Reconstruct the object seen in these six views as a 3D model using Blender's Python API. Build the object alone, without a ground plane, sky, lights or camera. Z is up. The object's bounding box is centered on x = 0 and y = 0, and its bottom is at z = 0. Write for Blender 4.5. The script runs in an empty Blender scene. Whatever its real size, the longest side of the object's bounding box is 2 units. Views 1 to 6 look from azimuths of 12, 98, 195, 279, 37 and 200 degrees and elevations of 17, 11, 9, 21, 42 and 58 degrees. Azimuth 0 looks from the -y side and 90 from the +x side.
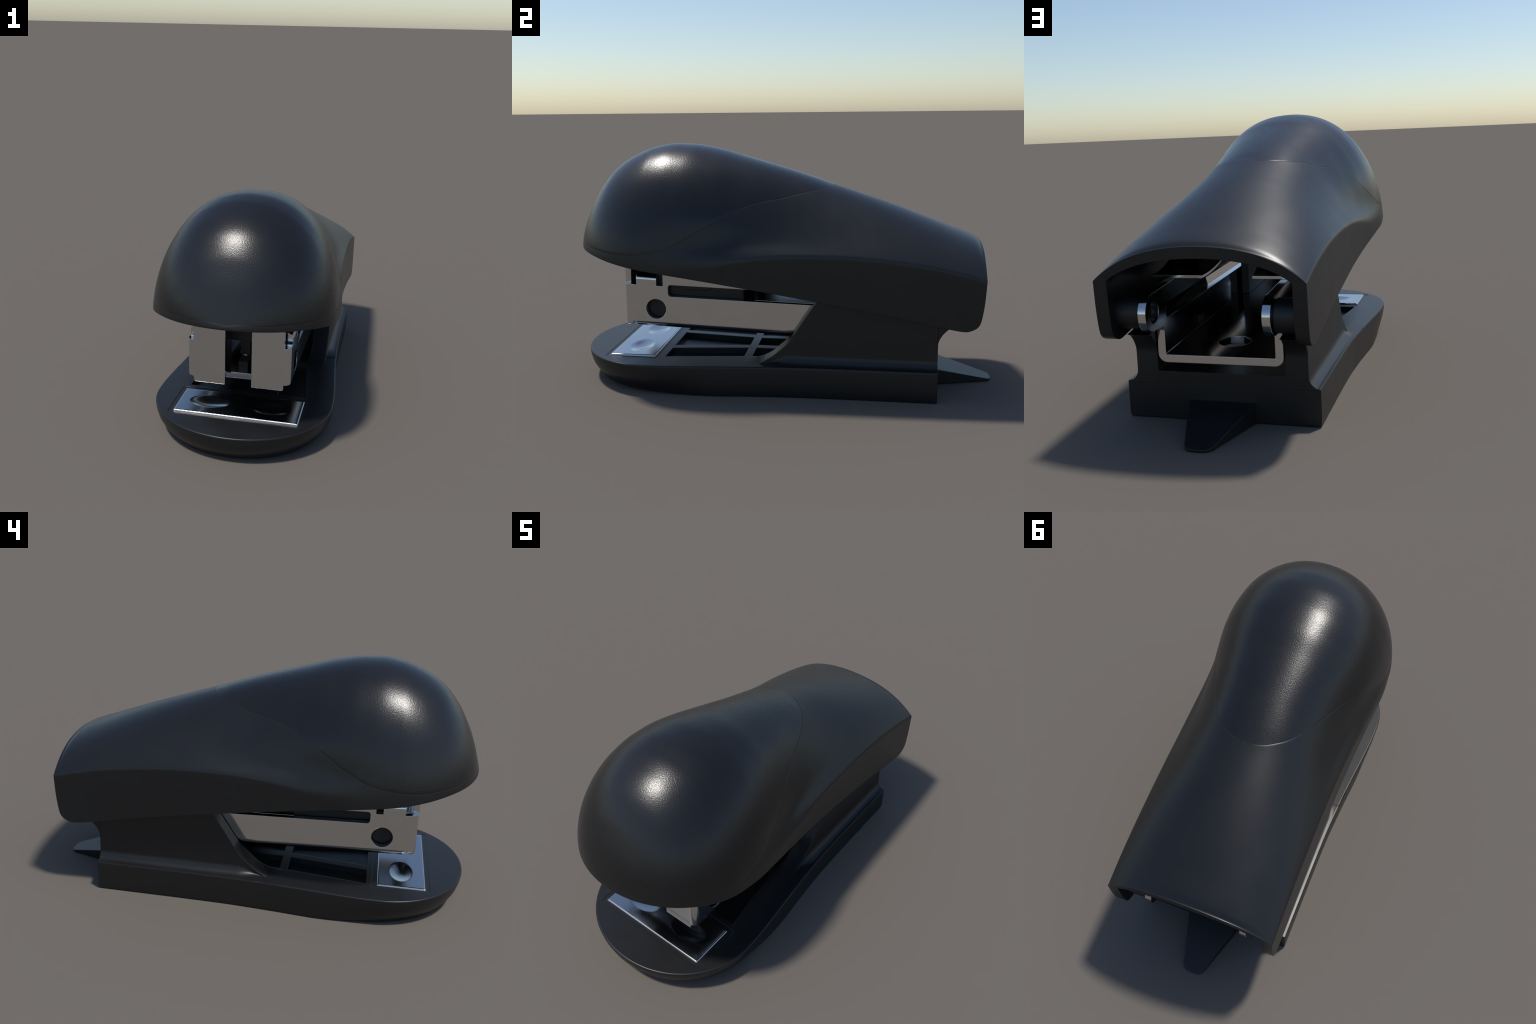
"""Compact desk stapler: black plastic cover with a grained grip pad, black base,
bright steel magazine and anvil plate.  Front is -y, metres, z up."""
import bpy, bmesh, math
import numpy as np
from mathutils import Vector

# ------------------------------------------------------------------ helpers
def smooth_curve(stations):
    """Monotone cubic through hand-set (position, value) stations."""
    t = np.array(stations, float)
    X, Y = t[:, 0], t[:, 1]
    h = np.diff(X)
    d = np.diff(Y) / h
    m = np.zeros(len(X))
    m[0], m[-1] = d[0], d[-1]
    for i in range(1, len(X) - 1):
        if d[i - 1] * d[i] > 0:
            w1, w2 = 2 * h[i] + h[i - 1], h[i] + 2 * h[i - 1]
            m[i] = (w1 + w2) / (w1 / d[i - 1] + w2 / d[i])

    def f(x):
        x = np.clip(np.asarray(x, float), X[0], X[-1])
        i = np.clip(np.searchsorted(X, x, side='right') - 1, 0, len(X) - 2)
        s = (x - X[i]) / h[i]
        return ((2*s**3 - 3*s**2 + 1) * Y[i] + (s**3 - 2*s*s + s) * h[i] * m[i]
                + (-2*s**3 + 3*s*s) * Y[i + 1] + (s**3 - s*s) * h[i] * m[i + 1])
    return f


def smoothstep(a, b, x):
    t = np.clip((np.asarray(x, float) - a) / (b - a), 0, 1)
    return t * t * (3 - 2 * t)


class Builder:
    """Collects vertices and faces, then becomes one mesh."""
    def __init__(self):
        self.v, self.f = [], []

    def grid(self, rows, flip=False, close=False):
        """rows: list of equally long lists of points -> quad sheet."""
        base = len(self.v)
        n = len(rows[0])
        for r in rows:
            self.v.extend(tuple(map(float, p)) for p in r)
        for i in range(len(rows) - 1):
            for j in range(n if close else n - 1):
                k = (j + 1) % n
                q = (base + i*n + j, base + i*n + k, base + (i+1)*n + k, base + (i+1)*n + j)
                self.f.append(q[::-1] if flip else q)
        return base

    def cap(self, ring, flip=False):
        base = len(self.v)
        self.v.extend(tuple(map(float, p)) for p in ring)
        q = tuple(range(base, base + len(ring)))
        self.f.append(q[::-1] if flip else q)

    def box(self, x0, x1, y0, y1, z0, z1):
        b = len(self.v)
        self.v += [(x, y, z) for x in (x0, x1) for y in (y0, y1) for z in (z0, z1)]
        for q in ((0, 1, 3, 2), (4, 6, 7, 5), (0, 4, 5, 1), (2, 3, 7, 6), (0, 2, 6, 4), (1, 5, 7, 3)):
            self.f.append(tuple(b + k for k in q))

    def add_mesh(self, me):
        b = len(self.v)
        self.v += [tuple(v.co) for v in me.vertices]
        self.f += [tuple(b + i for i in p.vertices) for p in me.polygons]

    def mesh(self, name, weld=1e-5):
        me = bpy.data.meshes.new(name)
        me.from_pydata(self.v, [], self.f)
        bm = bmesh.new()
        bm.from_mesh(me)
        bmesh.ops.remove_doubles(bm, verts=bm.verts, dist=weld)
        bmesh.ops.dissolve_degenerate(bm, edges=bm.edges, dist=weld)
        bmesh.ops.recalc_face_normals(bm, faces=bm.faces)
        bm.to_mesh(me)
        bm.free()
        return me


def make_object(name, me, material, parent, smooth_angle=35, weighted=False):
    me.materials.clear()
    me.materials.append(material)
    for p in me.polygons:
        p.use_smooth = True
    me.set_sharp_from_angle(angle=math.radians(smooth_angle))
    ob = bpy.data.objects.new(name, me)
    bpy.context.scene.collection.objects.link(ob)
    ob.parent = parent
    if weighted:
        wn = ob.modifiers.new("weighted_normals", 'WEIGHTED_NORMAL')
        wn.keep_sharp = True
        wn.weight = 100
    return ob


def plate_mesh(loops, thickness, to_world, bevel=0.0):
    """Flat sheet with holes: loops of 2D points (first outer, others holes),
    extruded to `thickness`, edges chamfered, mapped by to_world(a, b, c)."""
    cu = bpy.data.curves.new("sheet_outline", 'CURVE')
    cu.dimensions = '2D'
    cu.fill_mode = 'BOTH'
    cu.extrude = thickness / 2 - bevel
    cu.bevel_depth = bevel
    cu.bevel_resolution = 1
    cu.offset = -bevel
    for lp in loops:
        sp = cu.splines.new('POLY')
        sp.points.add(len(lp) - 1)
        for p, q in zip(sp.points, lp):
            p.co = (q[0], q[1], 0, 1)
        sp.use_cyclic_u = True
    ob = bpy.data.objects.new("sheet_outline", cu)
    bpy.context.scene.collection.objects.link(ob)
    dg = bpy.context.evaluated_depsgraph_get()
    me = bpy.data.meshes.new_from_object(ob.evaluated_get(dg))
    bpy.data.objects.remove(ob)
    bpy.data.curves.remove(cu)
    for v in me.vertices:
        v.co = to_world(*v.co)
    return me


def boolean_difference(me, cutter_me):
    a = bpy.data.objects.new("solid", me)
    b = bpy.data.objects.new("cutter", cutter_me)
    for o in (a, b):
        bpy.context.scene.collection.objects.link(o)
    md = a.modifiers.new("cut", 'BOOLEAN')
    md.object = b
    md.operation = 'DIFFERENCE'
    md.solver = 'EXACT'
    dg = bpy.context.evaluated_depsgraph_get()
    out = bpy.data.meshes.new_from_object(a.evaluated_get(dg))
    bpy.data.objects.remove(a)
    bpy.data.objects.remove(b)
    return out


def arc(cy, cz, r, a0, a1, n):
    return [(cy + r * math.cos(math.radians(a0 + (a1 - a0) * i / n)),
             cz + r * math.sin(math.radians(a0 + (a1 - a0) * i / n))) for i in range(n + 1)]


def rounded_polygon(pts, radii, n=6):
    out = []
    m = len(pts)
    for i in range(m):
        p, a, b = Vector(pts[i]), Vector(pts[i - 1]), Vector(pts[(i + 1) % m])
        r = radii[i] if isinstance(radii, (list, tuple)) else radii
        if r <= 0:
            out.append(tuple(p))
            continue
        u, w = (a - p).normalized(), (b - p).normalized()
        ang = u.angle(w)
        d = min(r / math.tan(ang / 2), (a - p).length * .49, (b - p).length * .49)
        s, e = p + u * d, p + w * d
        for k in range(n + 1):
            t = k / n
            out.append(tuple(s * (1 - t)**2 + p * 2 * t * (1 - t) + e * t * t))
    return out


# ---------------------------------------------------------------- materials
def new_material(name):
    m = bpy.data.materials.new(name)
    m.use_nodes = True
    nt = m.node_tree
    return m, nt, nt.nodes["Principled BSDF"]


def black_plastic(name, colour, roughness, grain_scale, grain_strength, grain_distance, bevel=0.004, blotch=.05):
    m, nt, bsdf = new_material(name)
    N, L = nt.nodes, nt.links
    tc = N.new("ShaderNodeTexCoord")
    noise = N.new("ShaderNodeTexNoise")
    noise.inputs["Scale"].default_value = 7
    noise.inputs["Detail"].default_value = 4
    L.new(tc.outputs["Object"], noise.inputs["Vector"])
    ramp = N.new("ShaderNodeMapRange")
    ramp.inputs["To Min"].default_value = roughness - blotch
    ramp.inputs["To Max"].default_value = roughness + blotch
    L.new(noise.outputs["Fac"], ramp.inputs["Value"])
    L.new(ramp.outputs["Result"], bsdf.inputs["Roughness"])
    mix = N.new("ShaderNodeMix")
    mix.data_type = 'RGBA'
    mix.inputs["A"].default_value = (*[c * .92 for c in colour], 1)
    mix.inputs["B"].default_value = (*[c * 1.08 for c in colour], 1)
    L.new(noise.outputs["Fac"], mix.inputs["Factor"])
    L.new(mix.outputs["Result"], bsdf.inputs["Base Color"])
    grain = N.new("ShaderNodeTexNoise")
    grain.inputs["Scale"].default_value = grain_scale
    grain.inputs["Detail"].default_value = 2
    grain.inputs["Roughness"].default_value = .55
    L.new(tc.outputs["Object"], grain.inputs["Vector"])
    bump = N.new("ShaderNodeBump")
    bump.inputs["Strength"].default_value = grain_strength
    bump.inputs["Distance"].default_value = grain_distance
    L.new(grain.outputs["Fac"], bump.inputs["Height"])
    if bevel > 0:
        bv = N.new("ShaderNodeBevel")
        bv.samples = 6
        bv.inputs["Radius"].default_value = bevel
        L.new(bv.outputs["Normal"], bump.inputs["Normal"])
    L.new(bump.outputs["Normal"], bsdf.inputs["Normal"])
    bsdf.inputs["Specular IOR Level"].default_value = .5
    return m


def bright_steel(name, colour, roughness, bevel=0.002, wave=0.0):
    m, nt, bsdf = new_material(name)
    N, L = nt.nodes, nt.links
    tc = N.new("ShaderNodeTexCoord")
    noise = N.new("ShaderNodeTexNoise")
    noise.inputs["Scale"].default_value = 9
    noise.inputs["Detail"].default_value = 5
    L.new(tc.outputs["Object"], noise.inputs["Vector"])
    rr = N.new("ShaderNodeMapRange")
    rr.inputs["To Min"].default_value = roughness * .8
    rr.inputs["To Max"].default_value = roughness * 1.25
    L.new(noise.outputs["Fac"], rr.inputs["Value"])
    L.new(rr.outputs["Result"], bsdf.inputs["Roughness"])
    mix = N.new("ShaderNodeMix")
    mix.data_type = 'RGBA'
    mix.inputs["A"].default_value = (*[c * .97 for c in colour], 1)
    mix.inputs["B"].default_value = (*[min(1, c * 1.03) for c in colour], 1)
    L.new(noise.outputs["Fac"], mix.inputs["Factor"])
    L.new(mix.outputs["Result"], bsdf.inputs["Base Color"])
    bsdf.inputs["Metallic"].default_value = 1.0
    bv = N.new("ShaderNodeBevel")
    bv.samples = 6
    bv.inputs["Radius"].default_value = bevel
    if wave > 0:
        n2 = N.new("ShaderNodeTexNoise")
        n2.inputs["Scale"].default_value = 14
        n2.inputs["Detail"].default_value = 1
        L.new(tc.outputs["Object"], n2.inputs["Vector"])
        bump = N.new("ShaderNodeBump")
        bump.inputs["Strength"].default_value = 1
        bump.inputs["Distance"].default_value = wave
        L.new(n2.outputs["Fac"], bump.inputs["Height"])
        L.new(bv.outputs["Normal"], bump.inputs["Normal"])
        L.new(bump.outputs["Normal"], bsdf.inputs["Normal"])
    else:
        L.new(bv.outputs["Normal"], bsdf.inputs["Normal"])
    return m


BLACK = (0.0100, 0.0100, 0.0105)
mat_shell = black_plastic("satin_black_plastic", BLACK, .36, 260, .10, .0006)
mat_pad = black_plastic("grained_black_plastic", BLACK, .28, 225, .42, .0014, bevel=0)
mat_base = black_plastic("base_black_plastic", BLACK, .38, 260, .10, .0006)
mat_inner = black_plastic("inner_black_plastic", BLACK, .45, 260, .08, .0006)
mat_steel = bright_steel("bright_steel", (.69, .69, .69), .11, bevel=.0035)
mat_anvil = bright_steel("anvil_steel", (.54, .54, .54), .18)

# ------------------------------------------------------------- root object
stapler = bpy.data.objects.new("stapler", None)
bpy.context.scene.collection.objects.link(stapler)
stapler["label"] = "compact black plastic desk stapler with bright steel magazine"
stapler["category"] = "stapler"

# =========================================================== COVER (lofted)
cover_top = smooth_curve([(-1.0, .660), (-.991, .69), (-.975, .745), (-.953, .805), (-.922, .869), (-.88, .941),
                          (-.795, 1.034), (-.705, 1.087), (-.612, 1.119), (-.525, 1.1305), (-.44, 1.127),
                          (-.31, 1.104), (-.19, 1.070), (.007, 1.013), (.148, .968), (.223, .941), (.433, .871),
                          (.631, .80), (.783, .742), (.866, .708), (.89, .696), (.905, .683)])
cover_crease = smooth_curve([(-1.0, .655), (-.95, .650), (-.86, .638), (-.74, .616), (-.6, .592), (-.5, .587),
                             (-.4, .596), (-.28, .613), (-.17, .632), (-.04, .648), (.1, .656), (.235, .656),
                             (.41, .648), (.59, .629), (.76, .600), (.912, .562)])
cover_bottom = smooth_curve([(-1.0, .650), (-.95, .643), (-.86, .631), (-.74, .609), (-.6, .584), (-.5, .569),
                             (-.2, .518), (.187, .451), (.5, .396), (.763, .344), (.832, .335), (.87, .348),
                             (.891, .372), (.899, .408), (.907, .472), (.912, .560)])
skirt_half_width = smooth_curve([(-.62, .432), (-.52, .436), (-.4, .428), (-.25, .414), (-.1, .402), (.1, .391),
                                 (.3, .386), (.5, .383), (.912, .380)])
shoulder = smooth_curve([(-1, .55), (-.75, .605), (-.5, .66), (-.2, .68), (.05, .605), (.3, .515), (.7, .44), (.912, .48)])
flare_x = smooth_curve([(-1, .95), (-.8, .955), (-.6, .965), (-.45, .962), (-.3, .905), (-.15, .80), (.05, .735),
                        (.3, .76), (.6, .80), (.912, .785)])
flare_z = smooth_curve([(-1, .50), (-.8, .50), (-.6, .53), (-.45, .52), (-.3, .47), (-.15, .415), (.05, .375),
                        (.3, .425), (.6, .54), (.912, .63)])
crown_shift = smooth_curve([(-1, 0), (-.1, 0), (.3, -.005), (.7, -.005), (.912, -.002)])
waist_dish = smooth_curve([(-.60, 0), (-.48, .005), (-.36, .010), (-.24, .011), (-.10, .008), (.05, .003), (.25, 0)])
# how far the grip pad reaches down each section (squared so the ends are round)
pad_reach_sq = smooth_curve([(-.997, 0), (-.992, .5**2), (-.982, .80**2), (-.965, .90**2), (-.92, .937**2),
                             (-.86, .953**2), (-.78, .953**2), (-.656, .935**2), (-.533, .905**2), (-.401, .838**2),
                             (-.298, .745**2), (-.17, .62**2), (-.057, .528**2), (0, .487**2), (.078, .405**2),
                             (.166, .28**2), (.2, .20**2), (.226, .118**2), (.238, 0)])


def cover_half_width(y):
    e = np.clip((-.6 - y) / .4, 0, 1)
    return np.where(y < -.6, .432 * np.sqrt(np.maximum(1 - e**2, 0)), skirt_half_width(y))


def cover_point(y, t, side, w_scale=1.0, drop=0.0):
    """Section at y: t=0 crown .. t=1 crease, one cubic per side."""
    w = cover_half_width(y)
    zt, zc = cover_top(y) - drop, cover_crease(y)
    H = zt - zc
    a, b, c, d = (1-t)**3, 3*t*(1-t)**2, 3*t*t*(1-t), t**3
    x = (b * shoulder(y) + c * flare_x(y) + d) * w * w_scale
    z = (a + b) * zt + c * (zc + flare_z(y) * H) + d * zc
    bow = .007 * (1 - t * t)**2 * float(smoothstep(.80, .912, y))     # rear edge bulges back at the crown
    dish = math.exp(-((t - .86) / .11)**2) * float(smoothstep(1.0, .88, t))   # hollow between bulb and crease
    x = x - float(waist_dish(y)) * dish * w_scale
    x = side * x + crown_shift(y) * (1 - t**3) * w_scale          # the crown is not quite centred
    return np.array([float(x), float(y) + bow, float(z)])


def cover_normal(y, t, side):
    e = 1e-4
    y0, y1 = max(y - e, -1), min(y + e, .912)
    a = cover_point(y1, t, side) - cover_point(y0, t, side)
    t0, t1 = max(t - e, 0), min(t + e, 1)
    b = cover_point(y, t1, side) - cover_point(y, t0, side)
    n = np.cross(b, a) * side
    l = np.linalg.norm(n)
    return n / l if l > 1e-12 else np.array([0, -.7, .7])


SEAM_DEPTH, SEAM_T = .0004, .0030
PAD0, PAD1 = -.997, .238


def cosine_span(a, b, n):
    return [a + (b - a) * (1 - math.cos(math.pi * i / n)) / 2 for i in range(n + 1)]


pad_rows = cosine_span(PAD0, PAD1, 150)


def reach(y):
    return math.sqrt(max(float(pad_reach_sq(y)), 0)) if PAD0 < y < PAD1 else 0.0


def seam_point(y, ts, side):
    p = cover_point(y, ts, side)
    n = cover_normal(y, min(max(ts, .02), .98), side)
    return p - n * SEAM_DEPTH


# --- grip pad
pad = Builder()
K = 44
rows = []
for y in pad_rows:
    ts = reach(y)
    edge = min(SEAM_T, ts * .3)
    cols = [(ts - edge) * i / K for i in range(K + 1)]
    half_r = [cover_point(y, t, 1) for t in cols] + [seam_point(y, ts, 1)]
    half_l = [cover_point(y, t, -1) for t in cols[1:]] + [seam_point(y, ts, -1)]
    rows.append(half_l[::-1] + half_r)
pad.grid(rows)
pad_me = pad.mesh("grip_pad")

# --- outer shell outside the pad, skirt, lip and inner surface
shell = Builder()
body_rows = ([-1.0, -.9995, -.999, -.998] + pad_rows
             + list(np.linspace(PAD1 + .012, .80, 40)) + list(.80 + .112 * np.sin(np.linspace(.05, math.pi/2, 22))))
M, S = 40, 10
for side in (1, -1):
    rows = []
    for y in body_rows:
        ts = reach(y)
        in_pad = PAD0 <= y <= PAD1
        edge = min(SEAM_T, (1 - ts) * .2)
        t_end = max(.975, ts + edge + .25 * (1 - ts - edge))      # where the crease rounding starts
        cols = [ts + edge + (t_end - ts - edge) * i / M for i in range(M + 1)]
        first = seam_point(y, ts, side) if in_pad else cover_point(y, ts, side)
        row = [first] + [cover_point(y, t, side) for t in cols]
        w, zc, zb = float(cover_half_width(y)), float(cover_crease(y)), float(cover_bottom(y))
        zb = min(zb, zc - .001)
        crease = np.array([side * w, y, zc])
        zf = zc - min(.014, (zc - zb) * .5)                   # rounding ends here on the skirt
        foot = np.array([side * w, y, zf])
        for k in range(1, 7):
            u = k / 6
            row.append(row[M + 1] * (1 - u)**2 + crease * 2 * u * (1 - u) + foot * u * u)
        for k in range(1, S + 1):
            row.append(np.array([side * w, y, zf + (zb - zf) * k / S]))
        rows.append(row)
    shell.grid(rows, flip=side < 0)
    # inner surface: the same section pulled in by the wall thickness
    inner = []
    wall, roof = .049, .041
    for y in body_rows:
        yi = -.955 + (y + 1) * (.910 + .955) / 1.912
        w = float(cover_half_width(np.float64(yi)))
        row = [cover_point(yi, t, side, (w - wall) / w, roof) for t in np.linspace(0, 1, 24)]
        zc = row[-1][2]
        zb = min(float(cover_bottom(y)), zc - .001)
        for k in range(1, S + 1):
            row.append(np.array([side * (w - wall), yi, zc + (zb - zc) * k / S]))
        inner.append(row)
    shell.grid(inner, flip=side > 0)
    # bottom lip
    lip = []
    for o, i in zip(rows, inner):
        lip.append([o[-1] * (1 - k / 4) + i[-1] * (k / 4) for k in range(5)])
    shell.grid(lip, flip=side < 0)
    # rear lip: outer rear section -> inner rear section (resampled to the same count)
    oc = [cover_point(.912, t, side) for t in np.linspace(0, 1, 24)]
    shell.grid([[o * (1 - k / 3) + i * (k / 3) for k in range(4)] for o, i in zip(oc + [rows[-1][-1]], inner[-1][:24] + [inner[-1][-1]])], flip=side < 0)
cover_me = shell.mesh("cover", weld=2e-5)
cover = make_object("cover", cover_me, mat_shell, stapler, 55)
grip_pad = make_object("grip_pad", pad_me, mat_pad, cover, 60)

# --- hinge bosses and hidden ribs inside the cover
HINGE_Y, HINGE_Z = .80, .428
for side in (1, -1):
    b = Builder()
    prof = [(.245, .0), (.245, .056), (.249, .060), (.334, .062)]
    ring = [[(side * x, HINGE_Y + r * math.cos(a), HINGE_Z + r * math.sin(a))
             for a in np.linspace(0, 2 * math.pi, 48, endpoint=False)] for x, r in prof]
    b.grid(ring, close=True)
    make_object("hinge_boss", b.mesh("hinge_boss"), mat_inner, cover, 35)
b = Builder()
for side in (1, -1):                                   # spring leaf, two prongs bending up into the roof
    top, bot = [], []
    for k in range(13):
        u = k / 12
        y, z = .60 - .42 * u, .518 + .20 * u * u
        x_in = .100 - .05 * u
        top.append([(side * x_in, y, z + .006), (side * .300, y, z + .006)])
        bot.append([(side * x_in, y, z - .006), (side * .300, y, z - .006)])
    b.grid([t + m[::-1] for t, m in zip(top, bot)], close=True)
    b.cap(top[0] + bot[0][::-1])
    b.cap(top[-1] + bot[-1][::-1])
make_object("spring_leaf", b.mesh("spring_leaf"), mat_steel, cover)
b = Builder()
b.box(-.15, .15, -.595, -.545, .430, 1.0)
b.box(-.023, .023, -.594, -.546, .362, .4305)
make_object("driver_rib", b.mesh("driver_rib"), mat_inner, cover)
b = Builder()
ring = []
for i in range(32):
    a = 2 * math.pi * i / 32
    ring.append([((.030 + .004 * math.cos(c)) * math.cos(a), -.570 + (.030 + .004 * math.cos(c)) * math.sin(a), .362 + .004 * math.sin(c))
                 for c in np.linspace(0, 2 * math.pi, 10, endpoint=False)])
b.grid(ring + [ring[0]], close=True)
make_object("guide_ring", b.mesh("guide_ring"), mat_steel, cover)

# ==================================================================== BASE
base_half_width = smooth_curve([(-.60, .4285), (-.55, .4285), (-.4, .419), (-.27, .406), (-.15, .395), (0, .384),
                                (.12, .378), (.3, .375), (.72, .373)])
BASE_TOP, BASE_REAR, BASE_NOSE = .140, .720, -.990


def base_outline():
    """Right half of the plan outline, nose to rear."""
    pts = []
    b = -.60 - BASE_NOSE
    for i in range(41):
        a = math.pi / 2 * (1 - i / 40)
        pts.append((.4285 * math.cos(a)**.98 if i else 0.0, -.60 - b * math.sin(a)))
    for y in np.linspace(-.60, BASE_REAR, 50)[1:]:
        pts.append((float(base_half_width(y)), float(y)))
    return pts


half = base_outline()
plan = half + [(-x, y) for x, y in half[::-1] if x > 0]
cx = np.array(plan)
tan = np.roll(cx, -1, 0) - np.roll(cx, 1, 0)
nrm = np.stack([tan[:, 1], -tan[:, 0]], 1)
nrm /= np.linalg.norm(nrm, axis=1)[:, None]


def base_ring(inset, z, nose_inset=0.0, nose_z=0.0):
    out = []
    for (x, y), n in zip(plan, nrm):
        f = float(smoothstep(-.25, -.80, y))
        i = inset + nose_inset * f
        if y > BASE_REAR - 1e-6:                      # keep the rear face flat
            out.append((x - math.copysign(i, x), y, z + nose_z * f))
        else:
            out.append((x - n[0] * i, y - n[1] * i, z + nose_z * f))
    return out


tray = Builder()
rings = [base_ring(.007, BASE_TOP), base_ring(.0035, .1393), base_ring(.0009, .1368), base_ring(0, .133), base_ring(0, .11, .003), base_ring(0, .07, .012, .008),
         base_ring(0, .035, .026, .018), base_ring(.001, .008, .044, .022), base_ring(.004, 0, .054, .012),
         base_ring(.05, 0, .085, .002)]
tray.grid(rings, close=True, flip=True)
tray.cap(rings[0])
tray.cap(rings[-1], flip=True)
tray_me = tray.mesh("tray")

# pockets in the tray, tapering towards the rear, and the anvil seat
cut = Builder()


def pocket(quad, z0, z1=.2):
    cut.grid([[(x, y, z0) for x, y in quad], [(x, y, z1) for x, y in quad]], close=True)
    cut.cap([(x, y, z0) for x, y in quad], flip=True)
    cut.cap([(x, y, z1) for x, y in quad])


for s in (1, -1):
    pocket([(s*.153, -.540), (s*.288, -.540), (s*.239, -.168), (s*.108, -.168)][::s], .115)
    pocket([(s*.104, -.130), (s*.234, -.130), (s*.234, .300), (s*.104, .300)][::s], .115)
pocket([(-.110, -.540), (.110, -.540), (.063, -.168), (-.063, -.168)], .113)
pocket([(-.060, -.130), (.060, -.130), (.060, .300), (-.060, .300)], .113)
seat = rounded_polygon([(-.316, -.829), (.316, -.829), (.316, -.564), (-.316, -.564)], .016)
pocket(seat, .1385)
tray_me = boolean_difference(tray_me, cut.mesh("cutter"))
cut = Builder()                                       # clearance under the anvil dimples
for s in (1, -1):
    pocket([(s * .145 + .100 * math.cos(a), -.697 + .058 * math.sin(a)) for a in np.linspace(0, 2 * math.pi, 32, endpoint=False)], .122)
tray_me = boolean_difference(tray_me, cut.mesh("cutter"))

base = Builder()
base.add_mesh(tray_me)

# hinge posts: swept section, front edge follows an arch, rear edge curls back
arch_outer = smooth_curve([(-.085, .1395), (-.056, .152), (.005, .196), (.055, .245), (.080, .283), (.130, .360), (.186, .440)])
arch_inner = smooth_curve([(-.15, .1390), (-.12, .1405), (-.082, .149), (-.026, .178), (.012, .212), (.053, .250), (.067, .266),
                           (.117, .338), (.155, .395), (.184, .440)])
post_tail = smooth_curve([(.719, .255), (.724, .276), (.731, .290), (.743, .308), (.768, .331), (.790, .338)])
POST_IN, POST_OUT = .246, .330
ys = list(np.linspace(-.15, -.075, 10)) + list(np.linspace(-.07, .186, 60)) + list(np.linspace(.2, .7203, 24))
for side in (1, -1):
    rows = []

    def post_section(y, low=None):
        roof = float(cover_bottom(y)) - .003
        zi = min(float(arch_inner(y)) if y < .184 else roof, roof)
        zo = min(float(arch_outer(y)) if y < .186 else roof, roof)
        bw = float(base_half_width(y)) - .0015
        h = max(zo - BASE_TOP, 0)
        r = .045 * float(smoothstep(0, .10, h))
        z0 = .1385
        sec = [(POST_IN, z0), (POST_IN, max(zi, z0)), (POST_IN + .006, max(zi + (.002 if zi > .15 else 0), z0)),
               (POST_OUT - .006, max(zo + (.002 if zo > .15 else 0), z0)), (POST_OUT, max(zo, z0))]
        for k in range(9):                            # concave fillet out to the tray edge
            a = math.pi / 2 * k / 8
            sec.append((POST_OUT + (bw - POST_OUT) * (1 - math.cos(a)),
                        z0 + (.0018 if r > .004 else 0) + r * (1 - math.sin(a))))
        sec.append((bw, z0))
        if low is not None:
            sec = [(x, max(z, low)) for x, z in sec]
            sec = [(min(x, POST_OUT), z) for x, z in sec]
        return [(side * x, y, z) for x, z in sec]

    for y in ys:
        rows.append(post_section(y))
    base.grid(rows, close=True, flip=side < 0)
    base.cap(rows[0], flip=side > 0)
    base.cap(rows[-1], flip=side < 0)
    tail = []
    for y in np.linspace(.7185, .790, 16):
        lo, hi = float(post_tail(y)), float(cover_bottom(y)) - .003
        hi = max(hi, lo + .001)
        tail.append([(side * POST_IN, y, lo), (side * POST_IN, y, hi), (side * POST_OUT, y, hi), (side * POST_OUT, y, lo)])
    base.grid(tail, close=True, flip=side < 0)
    base.cap(tail[-1], flip=side < 0)
# raised floor between the posts at the rear
base.box(-.2455, .2455, .33, .7201, .1401, .183)
base_me = base.mesh("base", weld=1e-6)
base_ob = make_object("base", base_me, mat_base, stapler, 38, weighted=True)

# --- release tab at the rear: wedge with a rounded tongue end
tab_b = Builder()
tongue = rounded_polygon([(-.131, .715), (-.046, .996), (.046, .996), (.131, .715)], [0, .042, .042, 0], 10)
def tab_top(y): return .0765 - (y - .72) * (.0765 - .006) / .28
top = [(x, y, tab_top(y)) for x, y in tongue]
bot = [(x, y, .001) for x, y in tongue]
tab_b.grid([bot, top], close=True)
tab_b.cap(top)
tab_b.cap(bot, flip=True)
make_object("release_tab", tab_b.mesh("release_tab"), mat_base, base_ob, 35)

# --- anvil plate with two staple-closing dimples
anvil = Builder()
AX0, AX1, AY0, AY1, AZ = -.294, .294, -.809, -.588, .1465
nx, ny, rr = 140, 60, .007
rows = []
for j in range(-3, ny + 4):
    row = []
    fy = min(max(j / ny, 0), 1)
    for i in range(-3, nx + 4):
        fx = min(max(i / nx, 0), 1)
        x = AX0 + rr + (AX1 - AX0 - 2 * rr) * fx
        y = AY0 + rr + (AY1 - AY0 - 2 * rr) * fy
        z = AZ
        for s in (1, -1):
            q = ((x - s * .145) / .098)**2 + ((y + .697) / .056)**2
            if q < 1.0:
                z -= .0125 * (1 - q)**1.25
        ex = (-i / 3 if i < 0 else (i - nx) / 3 if i > nx else 0)
        ey = (-j / 3 if j < 0 else (j - ny) / 3 if j > ny else 0)
        d = max(ex, ey)
        a = d * math.pi / 2
        x += math.copysign(rr * math.sin(ex * math.pi / 2), i - nx / 2) if ex else 0
        y += math.copysign(rr * math.sin(ey * math.pi / 2), j - ny / 2) if ey else 0
        z -= rr * (1 - math.cos(a))
        row.append((x, y, z))
    rows.append(row)
anvil.grid(rows)
skirt_loop = rows[0] + [r[-1] for r in rows[1:]] + rows[-1][-2::-1] + [r[0] for r in rows[-2:0:-1]]
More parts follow.
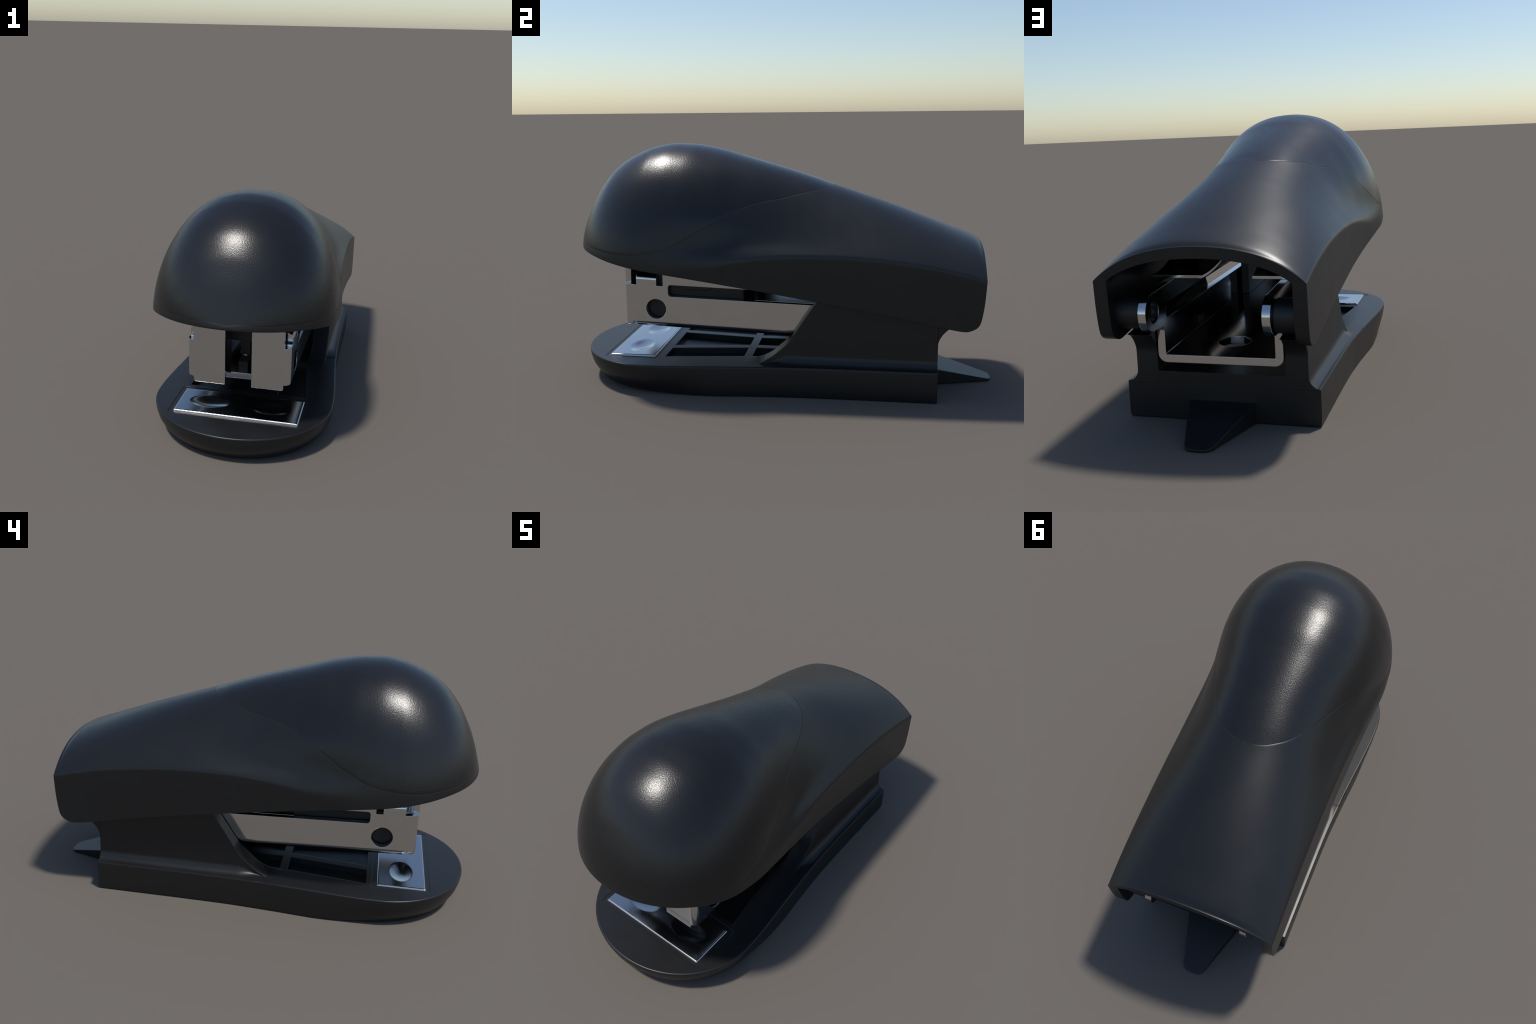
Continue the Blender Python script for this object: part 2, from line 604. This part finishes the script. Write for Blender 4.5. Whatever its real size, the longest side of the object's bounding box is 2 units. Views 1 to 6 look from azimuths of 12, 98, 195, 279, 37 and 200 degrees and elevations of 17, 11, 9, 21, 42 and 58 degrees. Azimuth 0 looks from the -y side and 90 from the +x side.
anvil.grid([skirt_loop, [(x, y, .138) for x, y, z in skirt_loop]], close=True)
make_object("anvil_plate", anvil.mesh("anvil_plate"), mat_anvil, base_ob, 50, weighted=True)

# ================================================================ MAGAZINE
SLOPE = -.0385
def floor_top(y): return .2747 + SLOPE * y
def slot_low(y): return .4035 - .033 * y
def slot_high(y): return .459 - .034 * y
def wall_top(y): return .533 - .035 * y

T = .030                                     # sheet thickness
WALL_OUT, WALL_IN = .241, .211
mag = Builder()

wall_low = lambda y: floor_top(y) + .004
ear = arc(HINGE_Y, HINGE_Z, .071, 100, -100, 24)
outline = ([(-.690, wall_low(-.69))] + [(.720, wall_low(.72)), (.720, .336)]
           + [(.726, .349), (.738, .355), (.750, .353)] + ear[::-1]
           + [(.60, wall_top(.6)), (-.555, wall_top(-.555)), (-.555, .471), (-.587, .472), (-.587, .498),
              (-.685, .503), (-.685, .476), (-.715, .480), (-.715, .297), (-.690, .296)])
slot = rounded_polygon([(-.531, slot_low(-.531)), (.695, slot_low(.695)), (.695, slot_high(.695)), (-.531, slot_high(-.531))], .016)
front_hole = arc(-.591, .359, .0485, 0, 360 - 8, 44)
pin_hole = arc(HINGE_Y, HINGE_Z, .041, 0, 360 - 10, 35)
for side in (1, -1):
    mid = side * (WALL_OUT + WALL_IN) / 2
    mag.add_mesh(plate_mesh([outline, slot, front_hole, pin_hole], T, lambda a, b, c: (mid + c, a, b)))
    # bend from wall to floor
    rows = []
    for y in np.linspace(-.69, .72, 30):
        r = []
        z0 = floor_top(y) + .004
        for k in range(9):
            a = math.pi / 2 * k / 8
            r.append((side * (WALL_OUT - .034 + .034 * math.cos(a)), y, z0 - .034 * math.sin(a)))
        for k in range(8, -1, -1):
            a = math.pi / 2 * k / 8
            r.append((side * (WALL_OUT - .034 + .004 * math.cos(a)), y, z0 - .004 * math.sin(a)))
        rows.append(r)
    mag.grid(rows, close=True, flip=side < 0)
    mag.cap(rows[0])
    mag.cap(rows[-1])
    # bend from wall to front plate
    rows = []
    for z in np.linspace(.297, .4795, 8):
        r = [(side * (WALL_OUT - .030 + .030 * math.cos(a)), -.715 - .030 * math.sin(a), z) for a in np.linspace(0, math.pi/2, 9)]
        r += [(side * (WALL_OUT - .030 + .004 * math.cos(a)), -.715 - .004 * math.sin(a), z) for a in np.linspace(math.pi/2, 0, 9)]
        rows.append(r)
    mag.grid(rows, close=True)
    mag.cap(rows[0])
    mag.cap(rows[-1])
    # front plate
    plate = rounded_polygon([(.062, .270), (.211, .270), (.211, .640), (.062, .640)], [.002, .010, .002, .002], 4)
    mag.add_mesh(plate_mesh([plate], .026, lambda a, b, c: (side * a, -.732 + c, b)))
    # curled tab at the top of the wall
    rows = []
    for y in np.linspace(-.685, -.587, 6):
        zt = .503 - .05 * (y + .685)
        r = [(side * (WALL_OUT - .030 + .030 * math.cos(a)), y, zt + .030 * math.sin(a)) for a in np.linspace(0, math.pi/2, 9)]
        r += [(side * .12, y, zt + .030), (side * .12, y, zt + .004)]
        r += [(side * (WALL_OUT - .030 + .004 * math.cos(a)), y, zt + .004 * math.sin(a)) for a in np.linspace(math.pi/2, 0, 9)]
        rows.append(r)
    mag.grid(rows, close=True)
    mag.cap(rows[0])
    mag.cap(rows[-1])
floor_outline = [(-.2068, -.67), (.2068, -.67), (.2068, .72), (-.2068, .72)]
floor_hole = [(.064 * math.cos(a), .54 + .066 * math.sin(a)) for a in np.linspace(0, 2 * math.pi, 48, endpoint=False)]
mag.add_mesh(plate_mesh([floor_outline, floor_hole], T, lambda a, b, c: (a, b, floor_top(b) - T / 2 + c)))
mag_me = mag.mesh("magazine", weld=1e-6)
magazine = make_object("magazine", mag_me, mat_steel, stapler, 35, weighted=True)

# --- staple pusher: two side cheeks riding along the walls with a low centre rail
push = Builder()
for s in (1, -1):
    x0, x1 = sorted((s * .165, s * .199))
    rows = []
    def cheek(y, a=x0, b=x1):
        return [(a, y, floor_top(y) + .001), (b, y, floor_top(y) + .001), (b, y, .525), (a, y, .525)]
    rows = [cheek(y) for y in np.linspace(-.675, -.18, 6)]
    push.grid(rows, close=True)
    push.cap(rows[0])
    push.cap(rows[-1])
    x0, x1 = sorted((s * .195, s * .204))
    push.box(x0, x1, -.455, -.338, .448, .470)
push.box(-.023, .023, -.642, -.30, floor_top(-.3), .344)
make_object("staple_pusher", push.mesh("staple_pusher"), mat_inner, magazine, 35)
